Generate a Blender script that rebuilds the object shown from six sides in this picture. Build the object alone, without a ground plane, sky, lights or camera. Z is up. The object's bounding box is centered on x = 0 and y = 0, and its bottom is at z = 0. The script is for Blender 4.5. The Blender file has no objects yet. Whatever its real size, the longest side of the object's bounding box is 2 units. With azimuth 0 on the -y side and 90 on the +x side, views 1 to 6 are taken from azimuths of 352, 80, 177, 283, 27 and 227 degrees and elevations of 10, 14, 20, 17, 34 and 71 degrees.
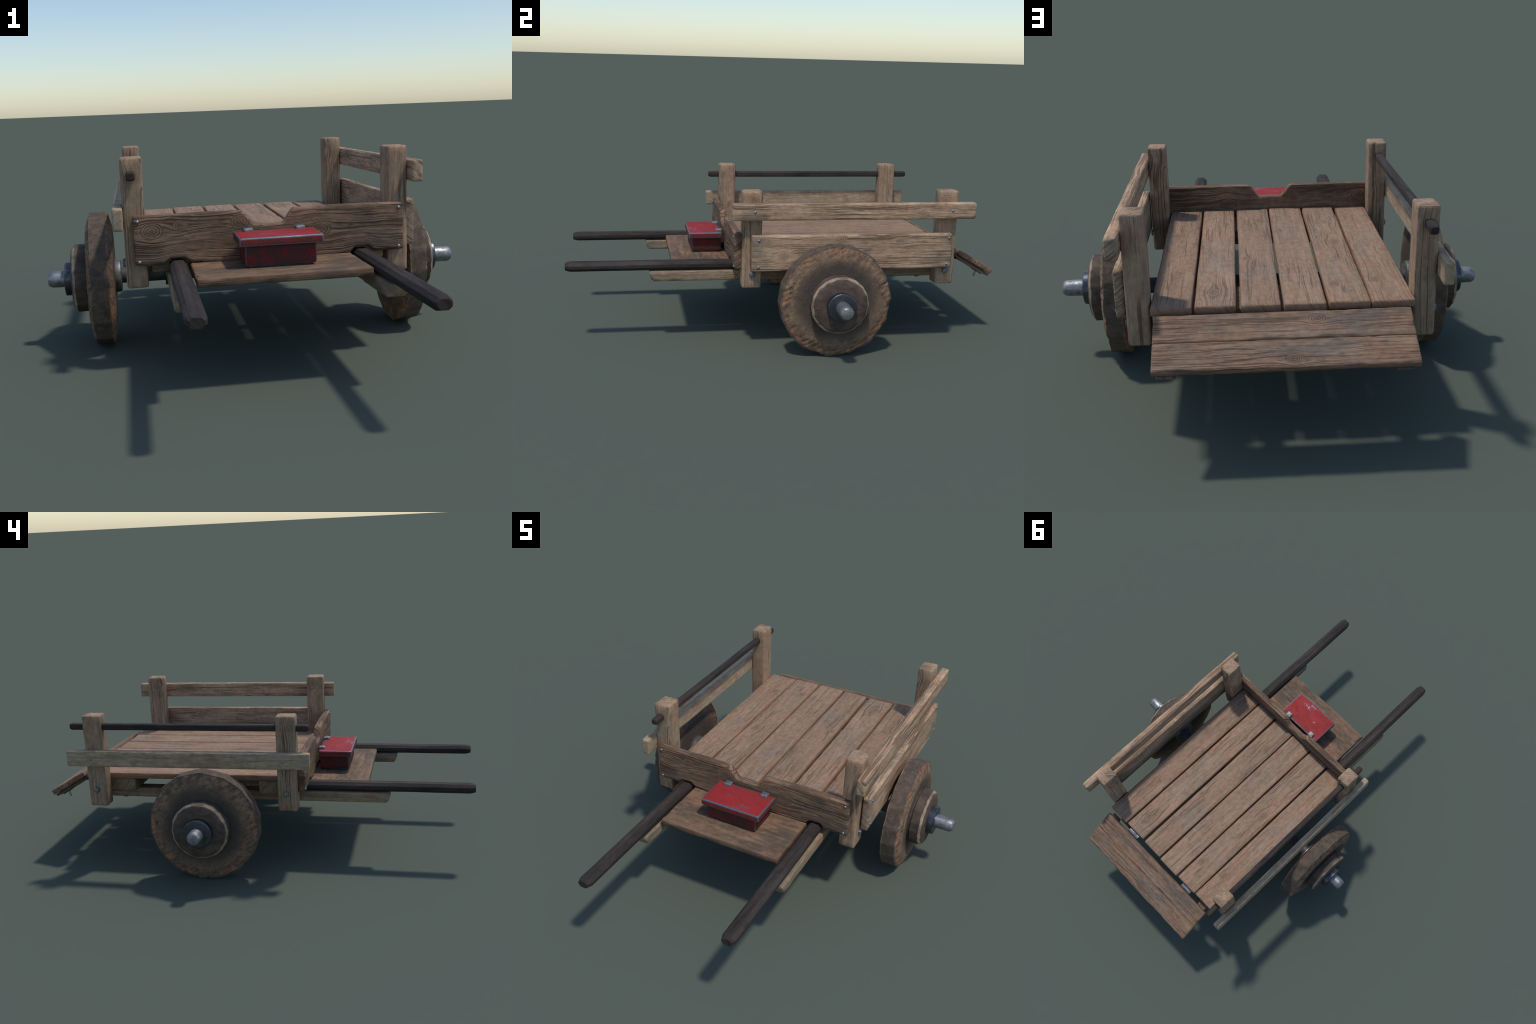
import bpy, bmesh, math, random
from mathutils import Vector, Matrix, noise

random.seed(7)
XC = -0.0095            # the body sits a little to the left of the axle's middle
COL = bpy.context.scene.collection


# ------------------------------------------------------------------ helpers
def rnd(a, b):
    return random.uniform(a, b)


def nz(x, y, z):
    return noise.noise(Vector((x, y, z)))


def make_object(name, me, mat, parent=None, matrix=None, smooth=True):
    ob = bpy.data.objects.new(name, me)
    COL.objects.link(ob)
    if mat is not None:
        for m in (mat if isinstance(mat, (list, tuple)) else [mat]):
            me.materials.append(m)
    if smooth:
        for p in me.polygons:
            p.use_smooth = True
    if matrix is not None:
        ob.matrix_world = matrix
    if parent is not None:
        ob.parent = parent
        ob.matrix_parent_inverse = parent.matrix_world.inverted()
    return ob


def frame(center, xa, ya):
    """matrix whose local x / y run along the two given world directions"""
    xa = Vector(xa).normalized()
    ya = Vector(ya).normalized()
    za = xa.cross(ya)
    m = Matrix((xa, ya, za)).transposed().to_4x4()
    m.translation = Vector(center)
    return m


def stations(h, r, step, extra=()):
    """sample positions from -h to h, close together inside the rounded edge r"""
    n = max(1, round(2 * (h - r) / step))
    s = [-h, -h + r * .33, -h + r]
    s += [-h + r + 2 * (h - r) * i / n for i in range(1, n)]
    s += [h - r, h - r * .33, h]
    return s


def board_mesh(name, L, W, T, r=.005, step=(.02, .012, .012), seed=0, wob=.0012,
               relief=.0005, dents=.0, shape=None, fine=None, grow=.0009):
    """a piece of sawn timber: length on x, width on y, thickness on z;
    rounded edges, wavy faces, grain relief, knocked edges"""
    hx, hy, hz = L / 2, W / 2, T / 2
    r = min(r, hy * .45, hz * .45)
    xs = stations(hx, r, step[0])
    if fine:
        for a, b, st in fine:
            n = int((b - a) / st)
            xs += [a + (b - a) * i / n for i in range(n + 1)]
        xs = sorted(xs)
        xs = [xs[0]] + [b for a, b in zip(xs, xs[1:]) if b - a > .0008]
    ys = stations(hy, r, step[1])
    zs = stations(hz, r, step[2])
    nx, ny, nzz = len(xs), len(ys), len(zs)
    bm = bmesh.new()
    vid = {}
    sx = seed * 7.31 + .17
    for i in range(nx):
        for j in range(ny):
            for k in range(nzz):
                if 0 < i < nx - 1 and 0 < j < ny - 1 and 0 < k < nzz - 1:
                    continue
                p = Vector((xs[i], ys[j], zs[k]))
                q = Vector((max(-hx + r, min(hx - r, p.x)), max(-hy + r, min(hy - r, p.y)),
                            max(-hz + r, min(hz - r, p.z))))
                d = p - q
                nrm = d.normalized() if d.length > 1e-9 else Vector()
                if d.length <= 1e-9:
                    nrm = Vector()
                p = q + nrm * (r + grow)
                # slow waviness of the whole piece
                p.y += wob * nz(p.x * 5 + sx, p.z * 6, 3.1 + sx) + wob * .5 * nz(p.x * 17, sx, p.z * 9)
                p.z += wob * .8 * nz(p.x * 4 - sx, p.y * 6, 9.7 + sx)
                # grain relief, pushed in along the surface
                g = nz(p.x * 7 + sx, p.y * 95, p.z * 95 + sx)
                p -= nrm * relief * (g + .5 * nz(p.x * 16, p.y * 210, p.z * 210 + sx))
                # knocks along the edges
                near = sum(1 for v, h in ((xs[i], hx), (ys[j], hy), (zs[k], hz)) if h - abs(v) < r * .7)
                if dents and near >= 2:
                    c = nz(xs[i] * 26 + sx, ys[j] * 26, zs[k] * 26 + 4.2)
                    if c > .12:
                        p -= nrm * dents * min(1.0, (c - .12) * 2.4)
                if shape:
                    p = shape(p)
                vid[i, j, k] = bm.verts.new(p)

    def quad(a, b, c, d):
        bm.faces.new((vid[a], vid[b], vid[c], vid[d]))
    for i in range(nx - 1):
        for j in range(ny - 1):
            quad((i, j, 0), (i, j + 1, 0), (i + 1, j + 1, 0), (i + 1, j, 0))
            k = nzz - 1
            quad((i, j, k), (i + 1, j, k), (i + 1, j + 1, k), (i, j + 1, k))
        for k in range(nzz - 1):
            quad((i, 0, k), (i + 1, 0, k), (i + 1, 0, k + 1), (i, 0, k + 1))
            j = ny - 1
            quad((i, j, k), (i, j, k + 1), (i + 1, j, k + 1), (i + 1, j, k))
    for j in range(ny - 1):
        for k in range(nzz - 1):
            quad((0, j, k), (0, j, k + 1), (0, j + 1, k + 1), (0, j + 1, k))
            i = nx - 1
            quad((i, j, k), (i, j + 1, k), (i, j + 1, k + 1), (i, j, k + 1))
    me = bpy.data.meshes.new(name)
    bm.to_mesh(me)
    bm.free()
    return me


def lathe_mesh(name, profile, seg, axis_close=True, jitter=None, mats=None):
    """revolve (x, r) points round the local x axis"""
    bm = bmesh.new()
    rings = []
    for pi, (x, r) in enumerate(profile):
        if r < 1e-6:
            rings.append([bm.verts.new((x, 0, 0))])
            continue
        ring = []
        for s in range(seg):
            a = 2 * math.pi * s / seg
            rr, xx = (r, x) if jitter is None else jitter(pi, a, r, x)
            ring.append(bm.verts.new((xx, rr * math.cos(a), rr * math.sin(a))))
        rings.append(ring)
    for ri in range(len(rings) - 1):
        A, B = rings[ri], rings[ri + 1]
        for s in range(seg):
            t = (s + 1) % seg
            if len(A) == 1 and len(B) == 1:
                continue
            if len(A) == 1:
                f = bm.faces.new((A[0], B[t], B[s]))
            elif len(B) == 1:
                f = bm.faces.new((A[s], A[t], B[0]))
            else:
                f = bm.faces.new((A[s], A[t], B[t], B[s]))
            if mats:
                f.material_index = mats[ri]
    bmesh.ops.recalc_face_normals(bm, faces=bm.faces)
    me = bpy.data.meshes.new(name)
    bm.to_mesh(me)
    bm.free()
    return me


def by_angle(me, deg=35):
    for p in me.polygons:
        p.use_smooth = True
    me.set_sharp_from_angle(angle=math.radians(deg))


# ------------------------------------------------------------------ node helpers
class Nodes:
    def __init__(self, name):
        self.mat = bpy.data.materials.new(name)
        self.mat.use_nodes = True
        self.t = self.mat.node_tree
        self.t.nodes.clear()
        self.out = self.t.nodes.new('ShaderNodeOutputMaterial')
        self.bsdf = self.t.nodes.new('ShaderNodeBsdfPrincipled')
        self.t.links.new(self.bsdf.outputs[0], self.out.inputs[0])
        self.co = self.t.nodes.new('ShaderNodeTexCoord').outputs['Object']

    def link(self, v, sock):
        if isinstance(v, bpy.types.NodeSocket):
            self.t.links.new(v, sock)
        elif isinstance(v, (tuple, list)) and len(v) == 3 and sock.type == 'RGBA':
            sock.default_value = (*v, 1)
        else:
            sock.default_value = v

    def m(self, op, a, b=0.0, c=None, clamp=False):
        n = self.t.nodes.new('ShaderNodeMath')
        n.operation = op
        n.use_clamp = clamp
        self.link(a, n.inputs[0])
        self.link(b, n.inputs[1])
        if c is not None:
            self.link(c, n.inputs[2])
        return n.outputs[0]

    def sep(self, v):
        n = self.t.nodes.new('ShaderNodeSeparateXYZ')
        self.link(v, n.inputs[0])
        return n.outputs

    def vec(self, x, y, z):
        n = self.t.nodes.new('ShaderNodeCombineXYZ')
        for v, s in zip((x, y, z), n.inputs):
            self.link(v, s)
        return n.outputs[0]

    def scale(self, v, s, off=(0, 0, 0)):
        n = self.t.nodes.new('ShaderNodeMapping')
        self.link(v, n.inputs[0])
        n.inputs['Location'].default_value = off
        n.inputs['Scale'].default_value = s
        return n.outputs[0]

    def noise(self, v, scale=1.0, detail=2.0, rough=.5, dist=0.0):
        n = self.t.nodes.new('ShaderNodeTexNoise')
        self.link(v, n.inputs['Vector'])
        n.inputs['Scale'].default_value = scale
        n.inputs['Detail'].default_value = detail
        n.inputs['Roughness'].default_value = rough
        n.inputs['Distortion'].default_value = dist
        return n.outputs['Fac']

    def voronoi(self, v, scale=1.0, out='Distance'):
        n = self.t.nodes.new('ShaderNodeTexVoronoi')
        self.link(v, n.inputs['Vector'])
        n.inputs['Scale'].default_value = scale
        return n.outputs[out]

    def ramp(self, v, a, b, lo=0.0, hi=1.0):
        n = self.t.nodes.new('ShaderNodeMapRange')
        n.interpolation_type = 'SMOOTHSTEP'
        self.link(v, n.inputs[0])
        for i, q in enumerate((a, b, lo, hi)):
            n.inputs[i + 1].default_value = q
        return n.outputs[0]

    def mix(self, fac, a, b, mode='MIX'):
        n = self.t.nodes.new('ShaderNodeMix')
        n.data_type = 'RGBA'
        n.blend_type = mode
        self.link(fac, n.inputs[0])
        self.link(a, n.inputs[6])
        self.link(b, n.inputs[7])
        return n.outputs[2]

    def bump(self, h, strength, dist):
        n = self.t.nodes.new('ShaderNodeBump')
        n.inputs['Strength'].default_value = strength
        n.inputs['Distance'].default_value = dist
        self.link(h, n.inputs['Height'])
        self.t.links.new(n.outputs[0], self.bsdf.inputs['Normal'])

    def finish(self, color, rough, metal=0.0, spec=.3):
        self.link(color, self.bsdf.inputs['Base Color'])
        self.link(rough, self.bsdf.inputs['Roughness'])
        self.link(metal, self.bsdf.inputs['Metallic'])
        self.bsdf.inputs['Specular IOR Level'].default_value = spec
        return self.mat


# ------------------------------------------------------------------ materials
PALETTES = {
    # main, warm, cool colours; streak contrast, long lines, line width, short strokes, waviness
    'deck':  ((.312, .206, .133), (.318, .188, .121), (.276, .194, .134), .16, .62, .028, .20, .018),
    'gate':  ((.255, .170, .113), (.290, .170, .105), (.165, .125, .095), .32, .75, .040, .55, .018),
    'front': ((.212, .134, .083), (.250, .147, .090), (.138, .100, .071), .48, .85, .070, .70, .034),
    'side':  ((.450, .304, .194), (.425, .266, .164), (.275, .196, .136), .38, .90, .052, .55, .022),
    'post':  ((.368, .250, .158), (.350, .216, .136), (.300, .222, .148), .20, .92, .034, .16, .012),
    'shelf': ((.185, .118, .073), (.265, .152, .094), (.110, .081, .057), .24, .25, .032, .40, .016),
    'under': ((.330, .234, .145), (.300, .190, .116), (.250, .196, .132), .30, .40, .038, .32, .018),
    'pale':  ((.430, .316, .205), (.360, .245, .158), (.365, .284, .188), .18, .50, .036, .16, .014),  # left rail: tint browned a little to average in its shaded inner face
    'dark':  ((.040, .032, .028), (.050, .034, .027), (.033, .028, .027), .55, .30, .038, .55, .010),
}
WOOD_COUNT = [0]


def wood(kind, knots=(), bends=(), gain=1.0, bump=.7, seed=None, rim=None):
    """weathered timber, grain along local x; knots = (x, y, radius[, z])"""
    WOOD_COUNT[0] += 1
    sd = WOOD_COUNT[0] * 3.7 if seed is None else seed
    main, warm, cool, contrast, longs, width, shorts, wave = PALETTES[kind]
    main, warm, cool = [tuple(c * gain for c in k) for k in (main, warm, cool)]
    N = Nodes(kind + '_wood')
    x, y, z = N.sep(N.co)
    base = N.scale(N.co, (1, 1, 1), (sd, sd * 1.7, -sd))
    wv = N.noise(N.scale(N.co, (4, 9, 9), (sd, -sd, sd)), 1, 2)
    wv2 = N.noise(N.scale(N.co, (15, 26, 26), (-sd, sd, sd)), 1, 1)
    f = N.m('ADD', y, N.m('MULTIPLY', N.m('SUBTRACT', wv, .5), wave))
    f = N.m('ADD', f, N.m('MULTIPLY', N.m('SUBTRACT', wv2, .5), wave * .22))
    for bx, amp, wd, y0 in bends:                     # grain that swings round a cut-out
        e = N.m('DIVIDE', N.m('SUBTRACT', x, bx), wd)
        g = N.m('POWER', 2.718, N.m('MULTIPLY', N.m('MULTIPLY', e, e), -1))
        fall = N.ramp(N.m('ABSOLUTE', N.m('SUBTRACT', y, y0)), 0, .07, amp, 0)
        f = N.m('SUBTRACT', f, N.m('MULTIPLY', g, fall))
    heart = None
    ringsum = None
    clear = None
    for kn in knots:
        kx, ky, kr = kn[0], kn[1], kn[2] * 1.3
        dx = N.m('DIVIDE', N.m('SUBTRACT', x, kx), 1.4)
        dy = N.m('SUBTRACT', y, ky)
        d2 = N.m('ADD', N.m('MULTIPLY', dx, dx), N.m('MULTIPLY', dy, dy))
        if len(kn) > 3:
            dz = N.m('SUBTRACT', z, kn[3])
            d2 = N.m('ADD', d2, N.m('MULTIPLY', dz, dz))
        d = N.m('SQRT', d2)
        d = N.m('ADD', d, N.m('MULTIPLY', N.m('SUBTRACT', wv2, .5), .010))
        q = N.m('DIVIDE', d, kr * 1.7)
        push = N.m('MULTIPLY', N.m('POWER', 2.718, N.m('MULTIPLY', N.m('MULTIPLY', q, q), -1)), .72)
        f = N.m('SUBTRACT', f, N.m('MULTIPLY', dy, push))
        inside = N.ramp(d, kr * .85, kr * 1.15, 1, 0)
        clear = inside if clear is None else N.m('MAXIMUM', clear, inside)
        rg = N.m('SINE', N.m('MULTIPLY', d, 2 * math.pi / max(.0052, kr * .30)))
        rg = N.m('MULTIPLY', N.ramp(rg, .45, .95), N.ramp(d, kr * .9, kr * 1.35, .80, 0))
        ringsum = rg if ringsum is None else N.m('MAXIMUM', ringsum, rg)
        ht = N.ramp(d, kr * .05, kr * .8, .38, 0)
        heart = ht if heart is None else N.m('MAXIMUM', heart, ht)
    f = N.m('ADD', f, N.m('MULTIPLY', z, .75))      # grain planes lie askew, so edges and ends show them too
    gv = N.vec(N.m('ADD', x, sd), f, z)
    streak = N.noise(N.scale(gv, (2.6, 42, 4), (0, sd, 0)), 1, 3, .65)
    fibre = N.noise(N.scale(gv, (14, 260, 30), (0, -sd, 0)), 1, 2, .6)
    late = N.noise(N.scale(gv, (1.1, 60, 3), (sd, 0, 0)), 1, 1.0)
    line = N.ramp(N.m('ABSOLUTE', N.m('SUBTRACT', late, .5)), width * .25, width, 1, 0)
    where = N.ramp(N.noise(N.scale(base, (3.5, 13, 13)), 1, 2), .40, .56, .12, 1)
    line = N.m('MULTIPLY', N.m('MULTIPLY', line, where), longs)
    brk = N.noise(N.scale(gv, (13, 150, 12), (0, 0, sd)), 1, 2)
    stroke = N.m('MULTIPLY', N.ramp(brk, .58, .70), shorts)
    line = N.m('MAXIMUM', line, stroke)
    if ringsum is not None:
        line = N.m('MULTIPLY', line, N.m('SUBTRACT', 1, clear))
        line = N.m('MAXIMUM', line, ringsum)
    blotch = N.noise(N.scale(base, (9, 17, 17)), 1, 4, .65)
    stain = N.noise(N.scale(base, (4.2, 9, 9), (4, 9, 2)), 1, 4, .65)
    mott = N.noise(N.scale(base, (38, 60, 60)), 1, 3, .65)
    col = N.mix(N.ramp(blotch, .40, .64), main, warm)
    col = N.mix(N.ramp(stain, .46, .66), col, cool)
    tone = N.m('ADD', N.ramp(streak, .28, .72, 1 - contrast * .62, 1 + contrast * .42),
               N.ramp(fibre, .25, .75, -.10, .10))
    tone = N.m('ADD', tone, N.ramp(mott, .28, .72, -.15, .15))
    worn = N.noise(N.scale(base, (6, 12, 12), (7, 1, 3)), 1, 4, .7)
    tone = N.m('ADD', tone, N.ramp(worn, .50, .68, 0, .16))
    tone = N.m('SUBTRACT', tone, N.ramp(worn, .42, .27, 0, .26))
    col = N.mix(1.0, col, N.vec(tone, tone, tone), 'MULTIPLY')
    col = N.mix(N.m('MULTIPLY', line, .88), col, tuple(c * k for c, k in zip(main, (.30, .27, .25))))
    if heart is not None:
        col = N.mix(heart, col, tuple(c * k for c, k in zip(main, (.55, .48, .42))))
    if rim is not None:                               # rubbed, redder arrises
        ed = N.m('MINIMUM', N.m('SUBTRACT', rim[0], N.m('ABSOLUTE', x)), N.m('SUBTRACT', rim[1], N.m('ABSOLUTE', y)))
        ed = N.m('ADD', ed, N.m('MULTIPLY', N.m('SUBTRACT', stain, .5), .016))
        col = N.mix(N.ramp(ed, .001, .009, .34, 0), col, tuple(c * k for c, k in zip(main, (.95, .74, .60))))
    h = N.m('ADD', N.m('MULTIPLY', streak, .6), N.m('MULTIPLY', fibre, .3))
    h = N.m('SUBTRACT', h, N.m('MULTIPLY', line, 1.1))
    N.bump(h, bump, .0022)
    rough = N.ramp(streak, .3, .7, .86, .70)
    return N.finish(col, rough, 0, .28)


def metal(name, base, rust, rough=.42, wear=.5, seed=0.0, met=.85):
    N = Nodes(name)
    n1 = N.noise(N.scale(N.co, (1, 1, 1), (seed, 2, 5)), 42, 4, .65)
    n2 = N.noise(N.scale(N.co, (1, 1, 1), (3, seed, 1)), 160, 3, .6)
    col = N.mix(N.ramp(n1, .5 - .12, .5 + .2), base, rust)
    col = N.mix(N.ramp(n2, .35, .75, 0, .35), col, tuple(min(1, c * 1.6) for c in base))
    N.bump(n2, .25, .001)
    return N.finish(col, N.ramp(n1, .35, .7, rough, rough + .22), met, .5)


def wheel_wood(seed):
    """slice of trunk: dirt round the hub, torn bright fibres at the rim, sooty tread"""
    N = Nodes('wheel_wood')
    x, y, z = N.sep(N.co)
    r = N.m('SQRT', N.m('ADD', N.m('MULTIPLY', y, y), N.m('MULTIPLY', z, z)))
    ca, sa = math.cos(math.radians(32)), math.sin(math.radians(32))
    u = N.m('ADD', N.m('MULTIPLY', y, ca), N.m('MULTIPLY', z, sa))
    v = N.m('SUBTRACT', N.m('MULTIPLY', z, ca), N.m('MULTIPLY', y, sa))
    g = N.vec(N.m('ADD', u, seed), v, x)
    streak = N.noise(N.scale(g, (30, 78, 40)), 1, 4, .65)
    mott = N.noise(N.scale(N.co, (1, 1, 1), (2, seed, 0)), 34, 5, .68)
    big = N.noise(N.scale(N.co, (7, 11, 11), (seed, 0, 0)), 1, 3, .6)
    grit = N.noise(N.co, 230, 3, .7)
    rr = N.m('ADD', r, N.m('MULTIPLY', N.m('SUBTRACT', big, .5), .05))
    rr = N.m('ADD', rr, N.m('MULTIPLY', N.m('SUBTRACT', mott, .5), .03))
    tread = N.ramp(N.m('ADD', r, N.m('MULTIPLY', N.m('SUBTRACT', grit, .5), .006)), .237, .245)
    tread = N.m('MULTIPLY', tread, N.ramp(N.m('ABSOLUTE', x), .031, .037, 1, 0))
    bark = N.m('SUBTRACT', 1, N.m('MULTIPLY', tread, .8))
    edge = N.m('MULTIPLY', N.ramp(rr, .165, .235, .18, 1), bark)
    col = N.mix(N.ramp(mott, .36, .66), (.250, .158, .099), (.142, .096, .066))
    rim = N.m('MULTIPLY', N.ramp(rr, .206, .240), N.ramp(N.noise(N.scale(N.co, (1, 1, 1), (0, 0, seed)), 13, 3, .6), .44, .64))
    rim = N.m('MULTIPLY', rim, N.ramp(streak, .40, .56, .15, 1))
    col = N.mix(N.m('MULTIPLY', rim, .90), col, (.37, .160, .082))
    dirt = N.ramp(rr, .145, .208, .86, 0)
    col = N.mix(dirt, col, (.080, .066, .055))
    col = N.mix(N.m('MULTIPLY', tread, .92), col, N.mix(N.ramp(mott, .38, .65), (.130, .098, .074), (.078, .062, .050)))
    tone = N.m('ADD', 1, N.m('MULTIPLY', edge, N.ramp(streak, .28, .72, -.40, .36)))
    tone = N.m('ADD', tone, N.ramp(grit, .3, .7, -.16, .16))
    pits = N.ramp(N.noise(N.scale(g, (24, 95, 60), (0, seed, 3)), 1, 3, .6), .60, .68)
    pits = N.m('MULTIPLY', pits, N.ramp(N.noise(N.scale(N.co, (1, 1, 1), (seed, seed, 4)), 9, 2), .42, .60, .15, 1))
    tone = N.m('MULTIPLY', tone, N.m('SUBTRACT', 1, N.m('MULTIPLY', N.m('MULTIPLY', pits, edge), .68)))
    col = N.mix(1.0, col, N.vec(tone, tone, tone), 'MULTIPLY')
    speck = N.m('MULTIPLY', N.ramp(grit, .55, .68), N.m('MULTIPLY', N.ramp(big, .38, .6), N.ramp(rr, .15, .23, .55, .16)))
    col = N.mix(speck, col, (.23, .215, .195))
    h = N.m('SUBTRACT', N.m('MULTIPLY', streak, 1.0), N.m('MULTIPLY', pits, .9))
    h = N.m('MULTIPLY', h, edge)
    h = N.m('ADD', h, N.m('MULTIPLY', grit, .22))
    N.bump(h, .8, .0035)
    return N.finish(col, .85, 0, .2)


def hub_wood(pale):
    N = Nodes('hub_rim_wood' if pale else 'hub_wood')
    st = N.noise(N.scale(N.co, (40, 26, 60)), 1, 4, .62)
    big = N.noise(N.co, 22, 3, .6)
    if pale:
        col = N.mix(N.ramp(big, .35, .7), (.36, .280, .190), (.22, .155, .100))
    else:
        col = N.mix(N.ramp(big, .35, .7), (.112, .076, .055), (.072, .052, .042))
    tone = N.ramp(st, .3, .7, .72, 1.25)
    col = N.mix(1.0, col, N.vec(tone, tone, tone), 'MULTIPLY')
    N.bump(st, .5, .002)
    return N.finish(col, .7, 0, .3)


def paint(lid, half, seed=0.0):
    """red enamel over steel: bare blue-grey edges, chips, rust bloom on the walls"""
    N = Nodes('red_paint_lid' if lid else 'red_paint_box')
    x, y, z = N.sep(N.co)
    hx, hy, hz = half
    n1 = N.noise(N.scale(N.co, (1, 1, 1), (seed, 0, 0)), 26, 4, .65)
    n2 = N.noise(N.co, 120, 3, .65)
    fine = N.noise(N.co, 420, 2, .6)
    n3 = N.noise(N.scale(N.co, (1, 1.6, 1)), 210, 3, .65)
    red = N.mix(N.ramp(n1, .35, .7), (.330, .026, .026), (.270, .022, .022))
    ex = N.m('SUBTRACT', hx, N.m('ABSOLUTE', x))
    ey = N.m('SUBTRACT', hy, N.m('ABSOLUTE', y))
    ez = N.m('SUBTRACT', hz, N.m('ABSOLUTE', z))
    # distance to the nearest edge = second smallest of the three face distances
    e = N.m('MAXIMUM', N.m('MINIMUM', ex, ey), N.m('MINIMUM', N.m('MAXIMUM', ex, ey), ez))
    e = N.m('ADD', e, N.m('MULTIPLY', N.m('SUBTRACT', n2, .5), .0050))
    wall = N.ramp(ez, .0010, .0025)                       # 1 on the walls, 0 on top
    rustc = N.mix(N.ramp(n2, .35, .65), (.062, .026, .022), (.088, .024, .021))
    if lid:
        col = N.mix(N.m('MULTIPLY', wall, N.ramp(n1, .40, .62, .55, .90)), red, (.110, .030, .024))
        chips = N.m('MULTIPLY', N.ramp(n3, .62, .66), N.ramp(n1, .50, .60, 0, .9))
        patch = None
        for cx, cy, wx, wy, amp in ((.046, -.043, .030, .016, .12), (.020, -.064, .034, .008, .12),
                                    (-.050, .004, .020, .012, .09), (.010, .0, .016, .020, .07)):
            ax, ay = N.m('DIVIDE', N.m('SUBTRACT', x, cx), wx), N.m('DIVIDE', N.m('SUBTRACT', y, cy), wy)
            rad = N.m('SQRT', N.m('ADD', N.m('MULTIPLY', ax, ax), N.m('MULTIPLY', ay, ay)))
            rad = N.m('ADD', rad, N.m('MULTIPLY', N.m('SUBTRACT', n1, .5), 2.2))
            pt = N.ramp(rad, .1, 1.3, amp, 0)
            patch = pt if patch is None else N.m('MAXIMUM', patch, pt)
        chips = N.m('MAXIMUM', chips, N.ramp(N.m('ADD', N.m('ADD', N.m('MULTIPLY', n2, .5), N.m('MULTIPLY', n3, .5)), patch), .615, .65))
        w0, w1 = .0030, .0052
        bare = N.ramp(e, w0, w1, 1, 0)
        grime = N.m('MULTIPLY', N.ramp(y, hy * .35, hy, 0, .6), N.ramp(n1, .3, .6))
        col = N.mix(grime, col, (.15, .045, .035))
    else:
        keep = N.ramp(N.m('ADD', n1, N.m('MULTIPLY', N.m('SUBTRACT', n2, .5), .35)), .515, .60)
        col = N.mix(N.m('SUBTRACT', 1, keep), (.185, .014, .017), rustc)
        chips = N.m('MULTIPLY', N.ramp(n3, .68, .72), .5)
        bare = N.m('MULTIPLY', N.ramp(e, .0012, .0036, 1, 0), .85)
    bare = N.m('MAXIMUM', bare, chips)
    steel = N.mix(N.ramp(fine, .35, .65), (.13, .155, .195), (.20, .225, .260))
    col = N.mix(bare, col, steel)
    N.bump(N.m('SUBTRACT', N.m('MULTIPLY', n2, .3), N.m('MULTIPLY', bare, .4)), .35, .0015)
    rough = N.m('SUBTRACT', N.ramp(n1, .3, .7, .60, .74), N.m('MULTIPLY', bare, .14))
    return N.finish(col, rough, N.m('MULTIPLY', bare, .75), .22)


# ------------------------------------------------------------------ the cart
root = bpy.data.objects.new('wooden_cart', None)
COL.objects.link(root)
root.location = (0, 0, 0)
root['label'] = 'rustic two-wheeled wooden handcart with red metal toolbox'
root['category'] = 'hand cart'
bpy.context.view_layer.update()

steel_bright = metal('worn_steel', (.32, .32, .325), (.150, .146, .144), .42, met=.82)
steel_nail = metal('nail_steel', (.30, .32, .345), (.18, .19, .21), .38, seed=15.0, met=.9)
steel_bolt = metal('bolt_steel', (.24, .26, .285), (.13, .14, .155), .42, seed=19.0, met=.85)
steel_tab = metal('tab_steel', (.27, .275, .285), (.12, .12, .125), .52, seed=17.0, met=.8)
steel_plate = metal('washer_iron', (.105, .115, .130), (.055, .058, .064), .26, seed=11.0, met=.85)
steel_dark = metal('dark_iron', (.060, .064, .070), (.040, .040, .042), .45, seed=4.0, met=.7)
steel_blue = metal('blued_steel', (.19, .205, .225), (.10, .105, .115), .38, seed=8.0, met=.8)
steel_axle = metal('axle_steel', (.10, .105, .11), (.065, .064, .062), .5, seed=2.0, met=.6)

# ---- deck planks, running front to back
DECK_TOP, DECK_T = .4272, .0265
deck_edges = [(.398, .2709), (.2619, .1355), (.1218, -.0045), (-.0132, -.1445), (-.1532, -.2812), (-.2900, -.421)]
deck_ends = [.794, .790, .793, .797, .792, .789]
deck_knots = [
    [(-.18, -.02, .014), (.22, .01, .010)],
    [(.40, -.005, .018), (-.30, .03, .010)],
    [(-.33, .03, .012), (.1, -.04, .011)],
    [(-.20, -.05, .014)],
    [(-.30, .01, .013), (-.05, .02, .016), (.36, -.03, .013)],
    [(.05, .05, .012), (.33, -.03, .011)],
]
for i, ((xa, xb), y1) in enumerate(zip(deck_edges, deck_ends)):
    y0 = -.2265
    L, W = y1 - y0, xa - xb
    taper = rnd(-.0022, .0022)

    def warp(p, L=L, taper=taper, s=i):
        p.y += taper * p.x / L * 2 * (1 if p.y > 0 else -1)
        p.y += .0014 * nz(p.x * 3.1 + s * 9, s, .3)
        return p
    me = board_mesh('deck_plank', L, W, DECK_T, r=.0065, step=(.022, .009, .009), seed=i + 1,
                    wob=.0007, relief=.0004, dents=.0016, shape=warp)
    m = frame(((xa + xb) / 2, (y0 + y1) / 2, DECK_TOP - DECK_T / 2 + rnd(-.0015, .0012)), (0, 1, 0), (-1, 0, 0))
    m = m @ Matrix.Rotation(rnd(-.008, .008), 4, 'X')
    make_object('deck_plank', me, wood('deck', deck_knots[i], gain=rnd(.93, 1.08), rim=(L / 2, W / 2)), root, m)

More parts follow.
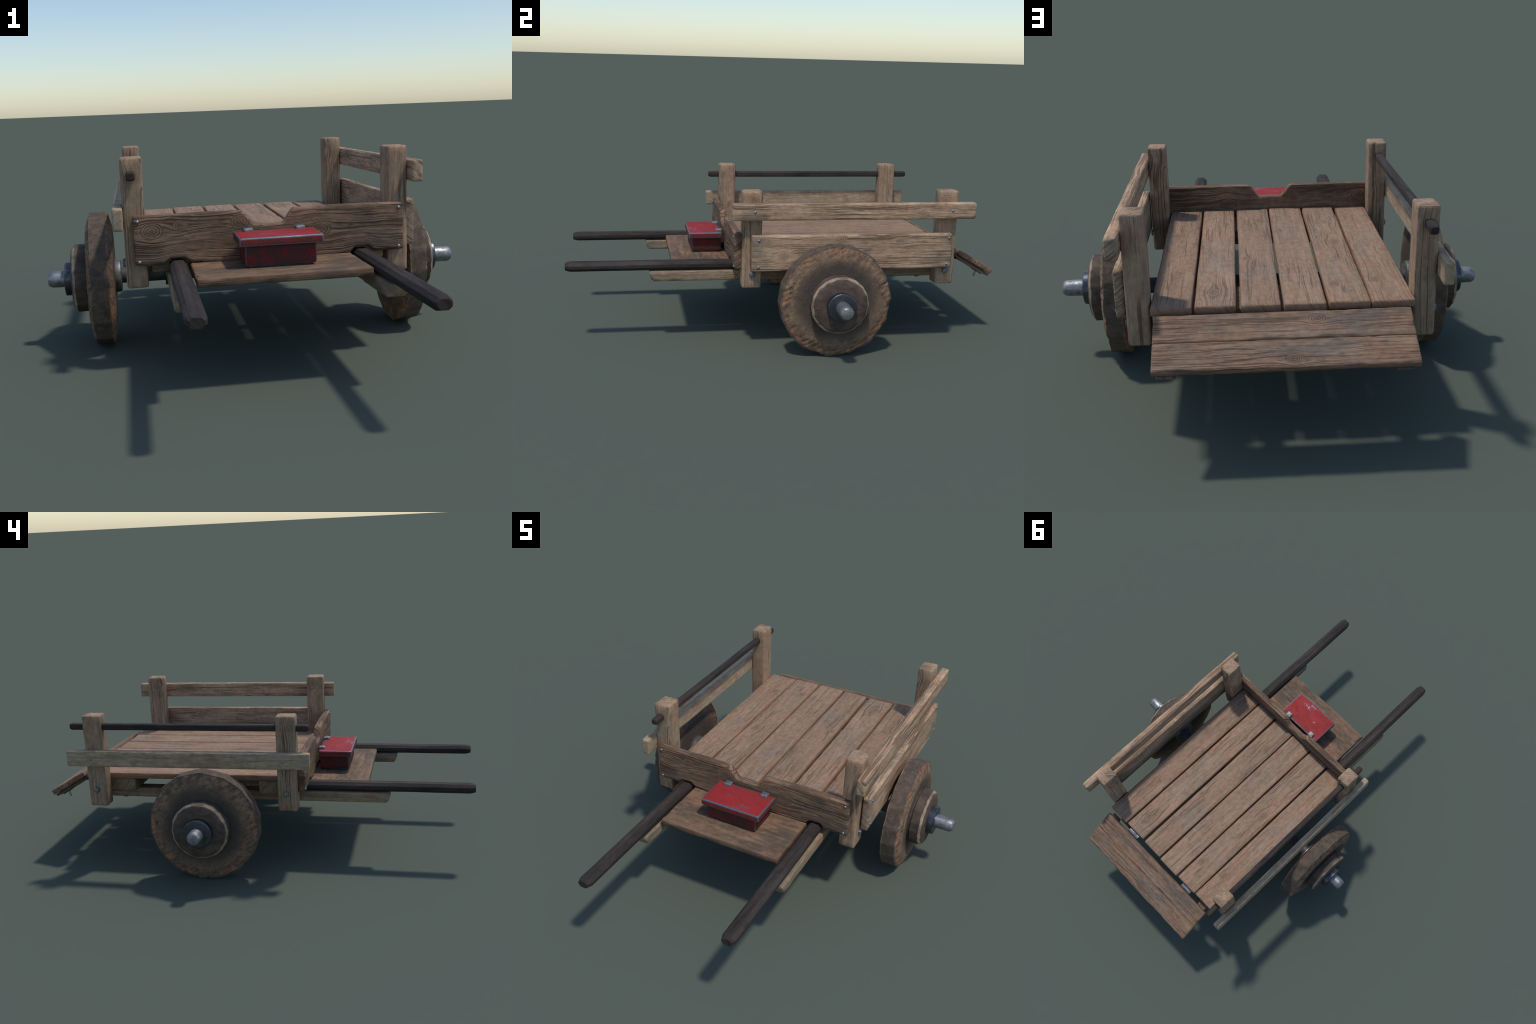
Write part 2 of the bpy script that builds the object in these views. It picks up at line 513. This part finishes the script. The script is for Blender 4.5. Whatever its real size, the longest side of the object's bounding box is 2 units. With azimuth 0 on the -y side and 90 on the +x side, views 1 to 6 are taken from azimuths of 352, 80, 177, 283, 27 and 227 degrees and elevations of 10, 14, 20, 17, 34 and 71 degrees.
# ---- corner posts
POST_Y = (-.1855, .7145)
post_knots = {(-1, 0): [(.28, .02, .012), (.12, -.012, .010)], (1, 0): [(.30, .01, .016)],
              (-1, 1): [(.34, -.03, .010)], (1, 1): [(.29, -.015, .016)]}
posts = {}
for sx in (-1, 1):
    for iy, py in enumerate(POST_Y):
        me = board_mesh('post', .4330, .0855, .0705, r=.0085, step=(.02, .012, .012), seed=20 + sx + 3 * iy,
                        wob=.0010, relief=.0006, dents=.0022)
        c = (XC + sx * .4495, py, .2845 + .4330 / 2)
        kn = [(a - .12, b, k) for a, b, k in post_knots[sx, iy]]
        posts[sx, iy] = make_object('post', me, wood('post', kn, gain=rnd(.95, 1.05)), root,
                                    frame(c, (0, 0, 1), (0, 1, 0) if sx > 0 else (0, -1, 0)))

# ---- front board with a dip in its top edge and two notches for the handles
FB_X0, FB_X1, FB_Z0, FB_Z1 = -.4635, .4505, .366, .5285
FB_C = ((FB_X0 + FB_X1) / 2, -.2440, (FB_Z0 + FB_Z1) / 2)
FB_H = (FB_Z1 - FB_Z0) / 2
HANDLE_X = (-.3235, .3040)


def sstep(a, b, t):
    t = max(0.0, min(1.0, (t - a) / (b - a)))
    return t * t * (3 - 2 * t)


def front_shape(p):
    wx = p.x + FB_C[0]
    dip = sstep(-.112, -.058, wx) * (1 - sstep(.026, .074, wx))
    top = FB_H - .050 * dip
    bot = -FB_H
    for hxx in HANDLE_X:
        a = abs(wx - hxx)
        bot += .0195 * (1 - max(0.0, min(1.0, (a - .024) / .020)))
    bot -= .004 * sstep(-.25, -.22, wx) * (1 - sstep(.20, .23, wx))
    t = (p.y + FB_H) / (2 * FB_H)
    p.y = bot + (top - bot) * t
    return p


fine = [(x - FB_C[0] - .055, x - FB_C[0] + .055, .004) for x in HANDLE_X]
fine += [(-.115 - FB_C[0], .08 - FB_C[0], .004)]
me = board_mesh('front_board', FB_X1 - FB_X0, 2 * FB_H, .0320, r=.0060, step=(.016, .0055, .008), seed=40,
                wob=.0012, relief=.0011, dents=.0035, shape=front_shape, fine=fine)
fb_knots = [(-.398, .030, .020), (-.305, .042, .014), (-.105, .045, .018), (.165, .005, .019)]
fb_bends = [(HANDLE_X[0] - FB_C[0], .020, .045, -FB_H), (HANDLE_X[1] - FB_C[0], .020, .045, -FB_H)]
make_object('front_board', me, wood('front', fb_knots, fb_bends, bump=.95), root,
            frame(FB_C, (1, 0, 0), (0, 0, 1)))

# ---- side rails and the side board
me = board_mesh('side_rail', 1.110, .0720, .0365, r=.006, step=(.02, .006, .008), seed=50, relief=.0005, dents=.0025, wob=.0006)
make_object('side_rail', me, wood('side', [(0.302, -0.014, .013)], bump=.65), root,
            frame((.4955, .276, .633), (0, 1, 0), (0, 0, 1)))
me = board_mesh('side_rail', 1.128, .0725, .0325, r=.006, step=(.02, .008, .008), seed=51, relief=.0005, dents=.0025, wob=.0006)
make_object('side_rail', me, wood('pale', [(.265, -.006, .013), (-.235, -.016, .012)], bump=.5), root,
            frame((XC - .4858 - .0165, .272, .5240), (0, -1, 0), (0, 0, 1)))
me = board_mesh('side_board', .918, .1600, .0300, r=.006, step=(.018, .006, .008), seed=52, relief=.0005, dents=.0028, wob=.0006)
make_object('side_board', me, wood('side', [(-0.060, 0.065, .014), (0.220, 0.049, .014), (-0.320, -0.016, .014)], bump=.65), root,
            frame((.4970, .268, .449), (0, 1, 0), (0, 0, 1)))

# ---- guard rod through the left posts


def stick_mesh(name, L, W, T, ch, tip, seed, step=.02, tips=(True, True)):
    """eight-sided stick along local x with whittled ends"""
    prof = [(W / 2, T / 2 - ch), (W / 2 - ch, T / 2), (-W / 2 + ch, T / 2), (-W / 2, T / 2 - ch),
            (-W / 2, -T / 2 + ch), (-W / 2 + ch, -T / 2), (W / 2 - ch, -T / 2), (W / 2, -T / 2 + ch)]
    xs = []
    n = int(L / step)
    if tips[0]:
        xs += [(-L / 2, .74), (-L / 2 + tip, 1.0)]
    else:
        xs += [(-L / 2, 1.0)]
    a = xs[-1][0]
    b = L / 2 - (tip if tips[1] else 0)
    xs += [(a + (b - a) * i / n, 1.0) for i in range(1, n + 1)]
    if tips[1]:
        xs += [(L / 2, .74)]
    bm = bmesh.new()
    rings = []
    for xx, k in xs:
        ring = []
        for j, (py, pz) in enumerate(prof):
            w = .0010 * nz(xx * 9 + seed, j * 1.9, seed)
            ring.append(bm.verts.new((xx, py * k * (1 + w * 20) + .0012 * nz(xx * 3, seed, 1.5),
                                      pz * k * (1 + w * 20) + .0012 * nz(xx * 3, seed, 7.5))))
        rings.append(ring)
    for A, B in zip(rings, rings[1:]):
        for j in range(8):
            t = (j + 1) % 8
            bm.faces.new((A[j], A[t], B[t], B[j]))
    bm.faces.new(rings[0])
    bm.faces.new(rings[-1])
    bmesh.ops.recalc_face_normals(bm, faces=bm.faces)
    me = bpy.data.meshes.new(name)
    bm.to_mesh(me)
    bm.free()
    return me


def stick(name, mat, parent, matrix, *a, **k):
    me = stick_mesh(name, *a, **k)
    by_angle(me, 25)
    ob = make_object(name, me, mat, parent, matrix, smooth=False)
    bv = ob.modifiers.new('soft', 'BEVEL')
    bv.width = .0014
    bv.segments = 2
    bv.limit_method = 'ANGLE'
    bv.angle_limit = math.radians(18)
    return ob


stick('guard_rod', wood('dark', bump=.5), root, frame((XC - .4525, .2725, .6615), (0, 1, 0), (1, 0, 0)),
      1.115, .0300, .0295, .0055, .010, 60)

# ---- handles, the long beams below them, cross joists
for i, hxx in enumerate(HANDLE_X):
    stick('handle', wood('dark', bump=.5), root, frame((hxx, -.6085, .3553), (0, -1, 0), (1, 0, 0)),
          .783, .0575, .0410, .0130, .022, 70 + i * 5, tips=(False, True))


def beam_shape(p):
    # the front end is cut back underneath
    if p.x > .68:
        p.x -= max(0.0, -p.z + .010) * .42 * min(1.0, (p.x - .68) / .03)
    return p


beams = []
for i, bx in enumerate((-.3245, .3070)):
    me = board_mesh('beam', 1.4275, .0680, .0445, r=.006, step=(.02, .012, .012), seed=80 + i, dents=.004,
                    shape=beam_shape)
    beams.append(make_object('beam', me, wood('under', [(.32, .02, .012)]), root,
                             frame((bx, .0845, .3095), (0, -1, 0), (1, 0, 0))))
joists = []
for i, (ja, jb) in enumerate(((-.2235, -.0385), (.5595, .7450))):
    me = board_mesh('joist', .800, jb - ja, .0620, r=.006, step=(.02, .012, .012), seed=90 + i, dents=.003)
    joists.append(make_object('joist', me, wood('under', gain=.9), root,
                              frame((XC, (ja + jb) / 2, .3652), (1, 0, 0), (0, 1, 0))))

# ---- shelf between the handles
me = board_mesh('shelf', .548, .300, .0260, r=.005, step=(.014, .014, .007), seed=100, relief=.0004, dents=.004)
make_object('shelf', me, wood('shelf', [(.235, -.11, .012), (.12, -.02, .010), (-.1, .05, .012)], bump=.6, rim=(.274, .150)), root,
            frame((-.0095, -.3750, .3500), (1, 0, 0), (0, 1, 0)))

# ---- tailgate: two planks on battens, hinged below the deck
ANG = math.radians(29.8)
TG_O = Vector((0, .8280, .4180))
TG_D = Vector((0, math.cos(ANG), -math.sin(ANG)))
TG_N = Vector((0, math.sin(ANG), math.cos(ANG)))
TG_T = .0232


def tg(x, u, n):
    return Vector((x, 0, 0)) + TG_O + TG_D * u + TG_N * n


for i, (u0, u1, kn) in enumerate(((0, .0990, [(.10, .02, .014)]), (.1012, .1992, [(.02, -.02, .012)]))):
    me = board_mesh('tailgate_plank', .7845, u1 - u0, TG_T, r=.0045, step=(.02, .007, .007), seed=110 + i,
                    wob=.0014, relief=.0008, dents=.0045)
    make_object('tailgate_plank', me, wood('gate', kn, bump=.85, rim=(.392, (u1 - u0) / 2)), root,
                frame(tg(-.0085, (u0 + u1) / 2, -TG_T / 2), (-1, 0, 0), -TG_D))


def batten_shape(p):
    e = abs(p.x) - .060
    if e > 0:
        p.z *= 1 - .55 * e / .045
        p.z -= .002 * e / .045
    if p.z < 0:
        p.y *= .84
    return p


ring_me = None
for i, bx in enumerate((.3440, -.3560)):
    me = board_mesh('tailgate_batten', .2120, .0560, .0180, r=.003, step=(.012, .01, .006), seed=115 + i, dents=.002,
                    shape=batten_shape)
    bat = make_object('tailgate_batten', me, wood('gate', gain=.72), root,
                      frame(tg(bx, .0960, -TG_T - .0105), TG_D, (1, 0, 0)))
    me = board_mesh('latch_plate', .046, .030, .004, r=.0012, step=(.01, .01, .004), seed=3, wob=0, relief=0)
    make_object('latch_plate', me, steel_dark, bat, frame(tg(bx, .1460, -TG_T - .0205), TG_D, (1, 0, 0)))
    # drop-shaped wire ring hanging from the plate
    cu = bpy.data.curves.new('latch_ring', 'CURVE')
    cu.dimensions = '3D'
    cu.bevel_depth = .0013
    cu.bevel_resolution = 2
    sp = cu.splines.new('BEZIER')
    pts = [(0, 0), (-.0050, -.013), (-.0090, -.022), (-.0058, -.0275), (-.0005, -.021), (.0008, -.010)]
    sp.bezier_points.add(len(pts) - 1)
    top = tg(bx, .1420, -TG_T - .0215)
    for bp, (dy, dz) in zip(sp.bezier_points, pts):
        bp.co = (0, dy, dz)
        bp.handle_left_type = bp.handle_right_type = 'AUTO'
    sp.use_cyclic_u = True
    tmp = bpy.data.objects.new('tmp_ring', cu)
    me = bpy.data.meshes.new_from_object(tmp)
    bpy.data.objects.remove(tmp)
    make_object('latch_ring', me, steel_dark, bat, Matrix.Translation(top))
    me = lathe_mesh('batten_bolt', [(0, 0), (0, .0075), (.004, .0075), (.0065, .005), (.0065, 0)], 12)
    ob = make_object('batten_bolt', me, steel_dark, bat, frame(tg(bx, .018, -TG_T - .0175), -TG_N, TG_D))
for hx0, hx1 in ((.168, .240), (-.260, -.192)):
    bm = bmesh.new()
    path = [(.735, .3985), (.800, .3965), (.812, .3945), (.822, .3905), (.822 + .05 * TG_D.y, .3905 + .05 * TG_D.z)]
    rows = []
    for yy, zz in path:
        rows.append([bm.verts.new((xx, yy, zz)) for xx in (hx0, hx1)])
    for A, B in zip(rows, rows[1:]):
        bm.faces.new((A[0], A[1], B[1], B[0]))
    me = bpy.data.meshes.new('tailgate_hinge')
    bm.to_mesh(me)
    bm.free()
    ob = make_object('tailgate_hinge', me, steel_blue, root, smooth=False)
    so = ob.modifiers.new('leaf', 'SOLIDIFY')
    so.thickness = .0035
    bv = ob.modifiers.new('edge', 'BEVEL')
    bv.width = .001
    me = lathe_mesh('hinge_pin', [(hx0, 0), (hx0, .0050), (hx1, .0050), (hx1, 0)], 14)
    by_angle(me)
    make_object('hinge_pin', me, steel_dark, ob, Matrix.Translation((0, .812, .3910)), smooth=False)

# ---- wheels
CORNERS = [1, 26, 49, 75, 97, 120, 143, 163, 182, 200, 218, 237, 263, 287, 310, 336]
AX_Y, AX_Z = .172, .2535


def poly_radius(a, corners, R):
    """radius of an irregular polygon whose corners lie on the circle R"""
    d = math.degrees(a) % 360
    cs = sorted(corners)
    for c0, c1 in zip(cs, cs[1:] + [cs[0] + 360]):
        dd = d if d >= cs[0] else d + 360
        if c0 <= dd <= c1:
            half = (c1 - c0) / 2
            mid = (c0 + c1) / 2
            return R * math.cos(math.radians(half)) / math.cos(math.radians(dd - mid))
    return R


def wheel_mesh(seed, corners):
    R = .2508
    inner, outer = -.0530, .0460
    prof = [(inner, .030), (inner - .001, .10), (inner, .16), (inner + .001, .185), (inner + .002, .203)]
    prof += [(inner + .002 + (.0135) * t, .203 + (R - .203) * t) for t in (.25, .5, .75, .92)]
    x0, x1 = inner + .0165, outer - .0185
    prof += [(x0, R)] + [(x0 + (x1 - x0) * t, R) for t in (.2, .4, .6, .8)] + [(x1, R)]
    prof += [(x1 + .0165 * t, R - (R - .200) * t) for t in (.06, .16, .28, .4, .52, .64, .76, .88, 1.0)]
    prof += [(outer - .002, .187), (outer - .0055, .165), (outer - .0085, .135), (outer - .009, .10), (outer - .009, .030)]
    ca, sa = math.cos(math.radians(32)), math.sin(math.radians(32))

    def jit(pi, a, r, x):
        k = poly_radius(a, corners, 1.0)
        w = max(0.0, min(1.0, (r - .13) / .09))
        rr = r * (1 + (k - 1) * w) * (1 + .009 * w * max(0.0, -math.sin(a)) ** 2)
        y, z = rr * math.cos(a), rr * math.sin(a)
        u, v = y * ca + z * sa, z * ca - y * sa
        torn = nz(u * 34 + seed, v * 80, x * 40 + seed) + .5 * nz(u * 80, v * 170 + seed, x * 90)
        chip = nz(y * 21 + seed, z * 21, seed * 2.2)
        if x > x1 - .002 and r > .19:
            e = min(1.0, (r - .19) / .03)
            k2 = .35 + 1.3 * max(0.0, min(1.0, .5 + 1.6 * nz(y * 9, z * 9, seed + 5)))
            x -= e * k2 * (.0036 * max(-.2, torn) + .0035 * max(0, chip))
            rr -= e * k2 * (.0022 * max(0, torn) + .0025 * max(0, chip))
        elif r > .2:
            rr -= .0006 * (nz(y * 24, z * 24, x * 30 + seed) + .5)
        x += .0016 * nz(y * 9, z * 9, seed) * min(1, r / .1)
        return rr, x
    return lathe_mesh('wheel', prof, 240, jitter=jit)


hub_mats = [hub_wood(False), hub_wood(True)]


def hub_mesh(seed):
    n = 18

    def jit(pi, a, r, x):
        half = math.pi / n
        k = math.cos(half) / math.cos((a % (2 * half)) - half)
        w = .0035 * nz(math.cos(a) * 3.2 + seed, math.sin(a) * 3.2, seed)
        if pi == 5:
            return r * k + w * 1.2, x + .001 * nz(a * 3, seed, 1)
        if pi == 4:
            return r * k, x - abs(w) * 2.0
        return r * k, x
    prof = [(-.012, 0.02), (-.012, .120), (0, .122), (.004, .1275), (.0450, .1282), (.0525, .1195), (.0580, .1085), (.0588, .085), (.0588, .02)]
    return lathe_mesh('hub', prof, 90, jitter=jit, mats=[0, 0, 0, 0, 1, 0, 0, 0])


wheel_specs = ((1, 1.3, CORNERS), (-1, 6.4, [(180 - c) % 360 for c in CORNERS]))
for side, seed, corners in wheel_specs:
    # local x points outwards
    m = frame((XC + side * .5880, AX_Y, AX_Z), (side, 0, 0), (0, side, 0))
    cs = corners if side > 0 else [(180 + 7 + c) % 360 for c in CORNERS]
    me = wheel_mesh(seed, cs)
    low = min((m @ v.co).z for v in me.vertices)
    by_angle(me, 50)
    wh = make_object('wheel', me, wheel_wood(seed), root, m, smooth=False)
    wh.location.z -= low                              # stand on the ground
    bpy.context.view_layer.update()
    hm = frame((XC + side * .6345, AX_Y, AX_Z), (side, 0, 0), (0, side, 0))
    me = hub_mesh(seed)
    by_angle(me, 30)
    make_object('hub', me, hub_mats, wh, hm, smooth=False)
    wm = frame((XC + side * .6920, AX_Y, AX_Z), (side, 0, 0), (0, side, 0))
    me = lathe_mesh('washer', [(0, .02), (0, .0620), (.002, .0638), (.0265, .0638), (.0290, .0615), (.0296, .0590), (.0296, .02)], 36)
    by_angle(me, 40)
    make_object('washer', me, steel_plate, wh, wm, smooth=False)
    im = frame((XC + side * .5095, AX_Y, AX_Z), (side, 0, 0), (0, side, 0))
    me = lathe_mesh('inner_collar', [(0, .02), (0, .0560), (.004, .0620), (.026, .0640), (.032, .0600), (.034, .02)], 40)
    by_angle(me, 40)
    make_object('inner_collar', me, steel_bright, wh, im, smooth=False)
    k = .7935 - (.7200 + side * XC)
    me = lathe_mesh('axle_stub', [(0, .02), (0, .0312), (.020, .0310), (k * .6, .0308), (k - .0135, .0305), (k - .0015, .0245), (k, .0222), (k, 0)], 16,
                    jitter=lambda pi, a, r, x: (r + .0012 * nz(math.cos(a) * 2 + side, math.sin(a) * 2, x * 40), x))
    by_angle(me, 40)
    make_object('axle_stub', me, steel_bright, wh, frame((side * (.7200 + side * XC), AX_Y, AX_Z), (side, 0, 0), (0, side, 0)), smooth=False)

me = lathe_mesh('axle', [(-.720, 0), (-.720, .0300), (.705, .0300), (.705, 0)], 24)
by_angle(me, 40)
make_object('axle', me, steel_axle, root, Matrix.Translation((0, AX_Y, AX_Z)), smooth=False)

# saddles that hold the axle under the beams
for bx in (-.3245, .3070):
    bm = bmesh.new()
    arc = [(-.052, .289), (-.052, .280), (-.040, .276)]
    arc += [(.040 * math.cos(t), AX_Z + .044 * math.sin(t) - .001) for t in [math.pi + math.pi * k / 10 for k in range(11)]]
    arc += [(.040, .276), (.052, .280), (.052, .289)]
    rows = [[bm.verts.new((bx + s * .030, AX_Y + yy, zz)) for s in (-1, 1)] for yy, zz in arc]
    for A, B in zip(rows, rows[1:]):
        bm.faces.new((A[0], A[1], B[1], B[0]))
    me = bpy.data.meshes.new('axle_strap')
    bm.to_mesh(me)
    bm.free()
    ob = make_object('axle_strap', me, steel_dark, root, smooth=False)
    so = ob.modifiers.new('plate', 'SOLIDIFY')
    so.thickness = .006
    so.offset = 0

# ---- toolbox on the shelf
BX = -.0055
half = (.1145, .0695, .0325)
me = board_mesh('toolbox', 2 * half[0], 2 * half[1], 2 * half[2], r=.006, step=(.012, .012, .012), seed=130, wob=.0006, relief=0)
box = make_object('toolbox', me, paint(False, half), root, frame((BX, -.3505, .4035), (1, 0, 0), (0, 1, 0)))
half = (.1342, .0782, .0132)
me = board_mesh('lid', 2 * half[0], 2 * half[1], 2 * half[2], r=.0035, step=(.012, .012, .006), seed=131, wob=.0006, relief=0, dents=.001)
make_object('lid', me, paint(True, half, 3.0), box, frame((-.0045, -.3565, .4495), (1, 0, 0), (0, 1, 0)))
me = board_mesh('dark_slab_below_box', 0.205, .115, .010, r=.002, step=(.05, .05, .01), seed=2, wob=0, relief=0)
make_object('dark_slab_below_box', me, steel_dark, box, frame((BX, -.350, .3665), (1, 0, 0), (0, 1, 0)))
for hx in (.0825, -.0915):
    me = board_mesh('lid_hinge', .030, .028, .0150, r=.0062, step=(.005, .005, .004), seed=5, wob=.0002, relief=0)
    hg = make_object('lid_hinge', me, steel_tab, box, frame((hx, -.2885, .4655), (1, 0, 0), (0, 1, 0)))
    me = board_mesh('hinge_strap', .060, .024, .007, r=.002, step=(.006, .005, .004), seed=6, wob=.0002, relief=0)
    make_object('hinge_strap', me, steel_blue, box, frame((hx, -.2765, .4370), (0, 0, 1), (1, 0, 0)))

# ---- dome-headed nails and hexagon bolts
nail_me = lathe_mesh('nail', [(0, 0), (0, .0066), (.0018, .0064), (.0038, .0047), (.0049, .0025), (.0053, 0)], 16)
nail_me.materials.append(steel_nail)
for p in nail_me.polygons:
    p.use_smooth = True


def nail(loc, d, me=None, name='nail'):
    up = (0, 0, 1) if abs(d[2]) < .5 else (1, 0, 0)
    ob = bpy.data.objects.new(name, me or nail_me)
    COL.objects.link(ob)
    ob.matrix_world = frame(loc, d, up)
    ob.parent = root
    return ob


for x in (-.4495, .4335):
    for z in (.5105, .3765):
        nail((x, -.2600, z), (0, -1, 0))
for y in (-.181, .718):
    nail((.5125, y, .634), (1, 0, 0))
for y, z in ((-.162, .508), (-.162, .388), (.711, .509), (.707, .388)):
    nail((.5118, y, z), (1, 0, 0))
for y in (-.176, .718):
    nail((XC - .5185, y, .523), (-1, 0, 0))

bm = bmesh.new()
hexes = []
for xx, rr in ((0, .0145), (.0080, .0145), (.0112, .0120), (.0128, .0060)):
    hexes.append([bm.verts.new((xx, rr * math.cos(math.pi / 3 * k), rr * math.sin(math.pi / 3 * k))) for k in range(6)])
for A, B in zip(hexes, hexes[1:]):
    for k in range(6):
        t = (k + 1) % 6
        bm.faces.new((A[k], A[t], B[t], B[k]))
bm.faces.new(hexes[-1])
bm.faces.new(hexes[0])
bmesh.ops.recalc_face_normals(bm, faces=bm.faces)
bolt_me = bpy.data.meshes.new('bolt')
bm.to_mesh(bolt_me)
bm.free()
bolt_me.materials.append(steel_bolt)
for y in (-.1835, .7155):
    nail((.4745, y, .3495), (1, 0, 0), bolt_me, 'bolt')
    nail((-.4940, y + .001, .3655), (-1, 0, 0), bolt_me, 'bolt')
for bx in (-.3245, .3070):
    for y in (-.131, .645):
        nail((bx, y, .2880), (0, 0, -1), bolt_me, 'bolt')
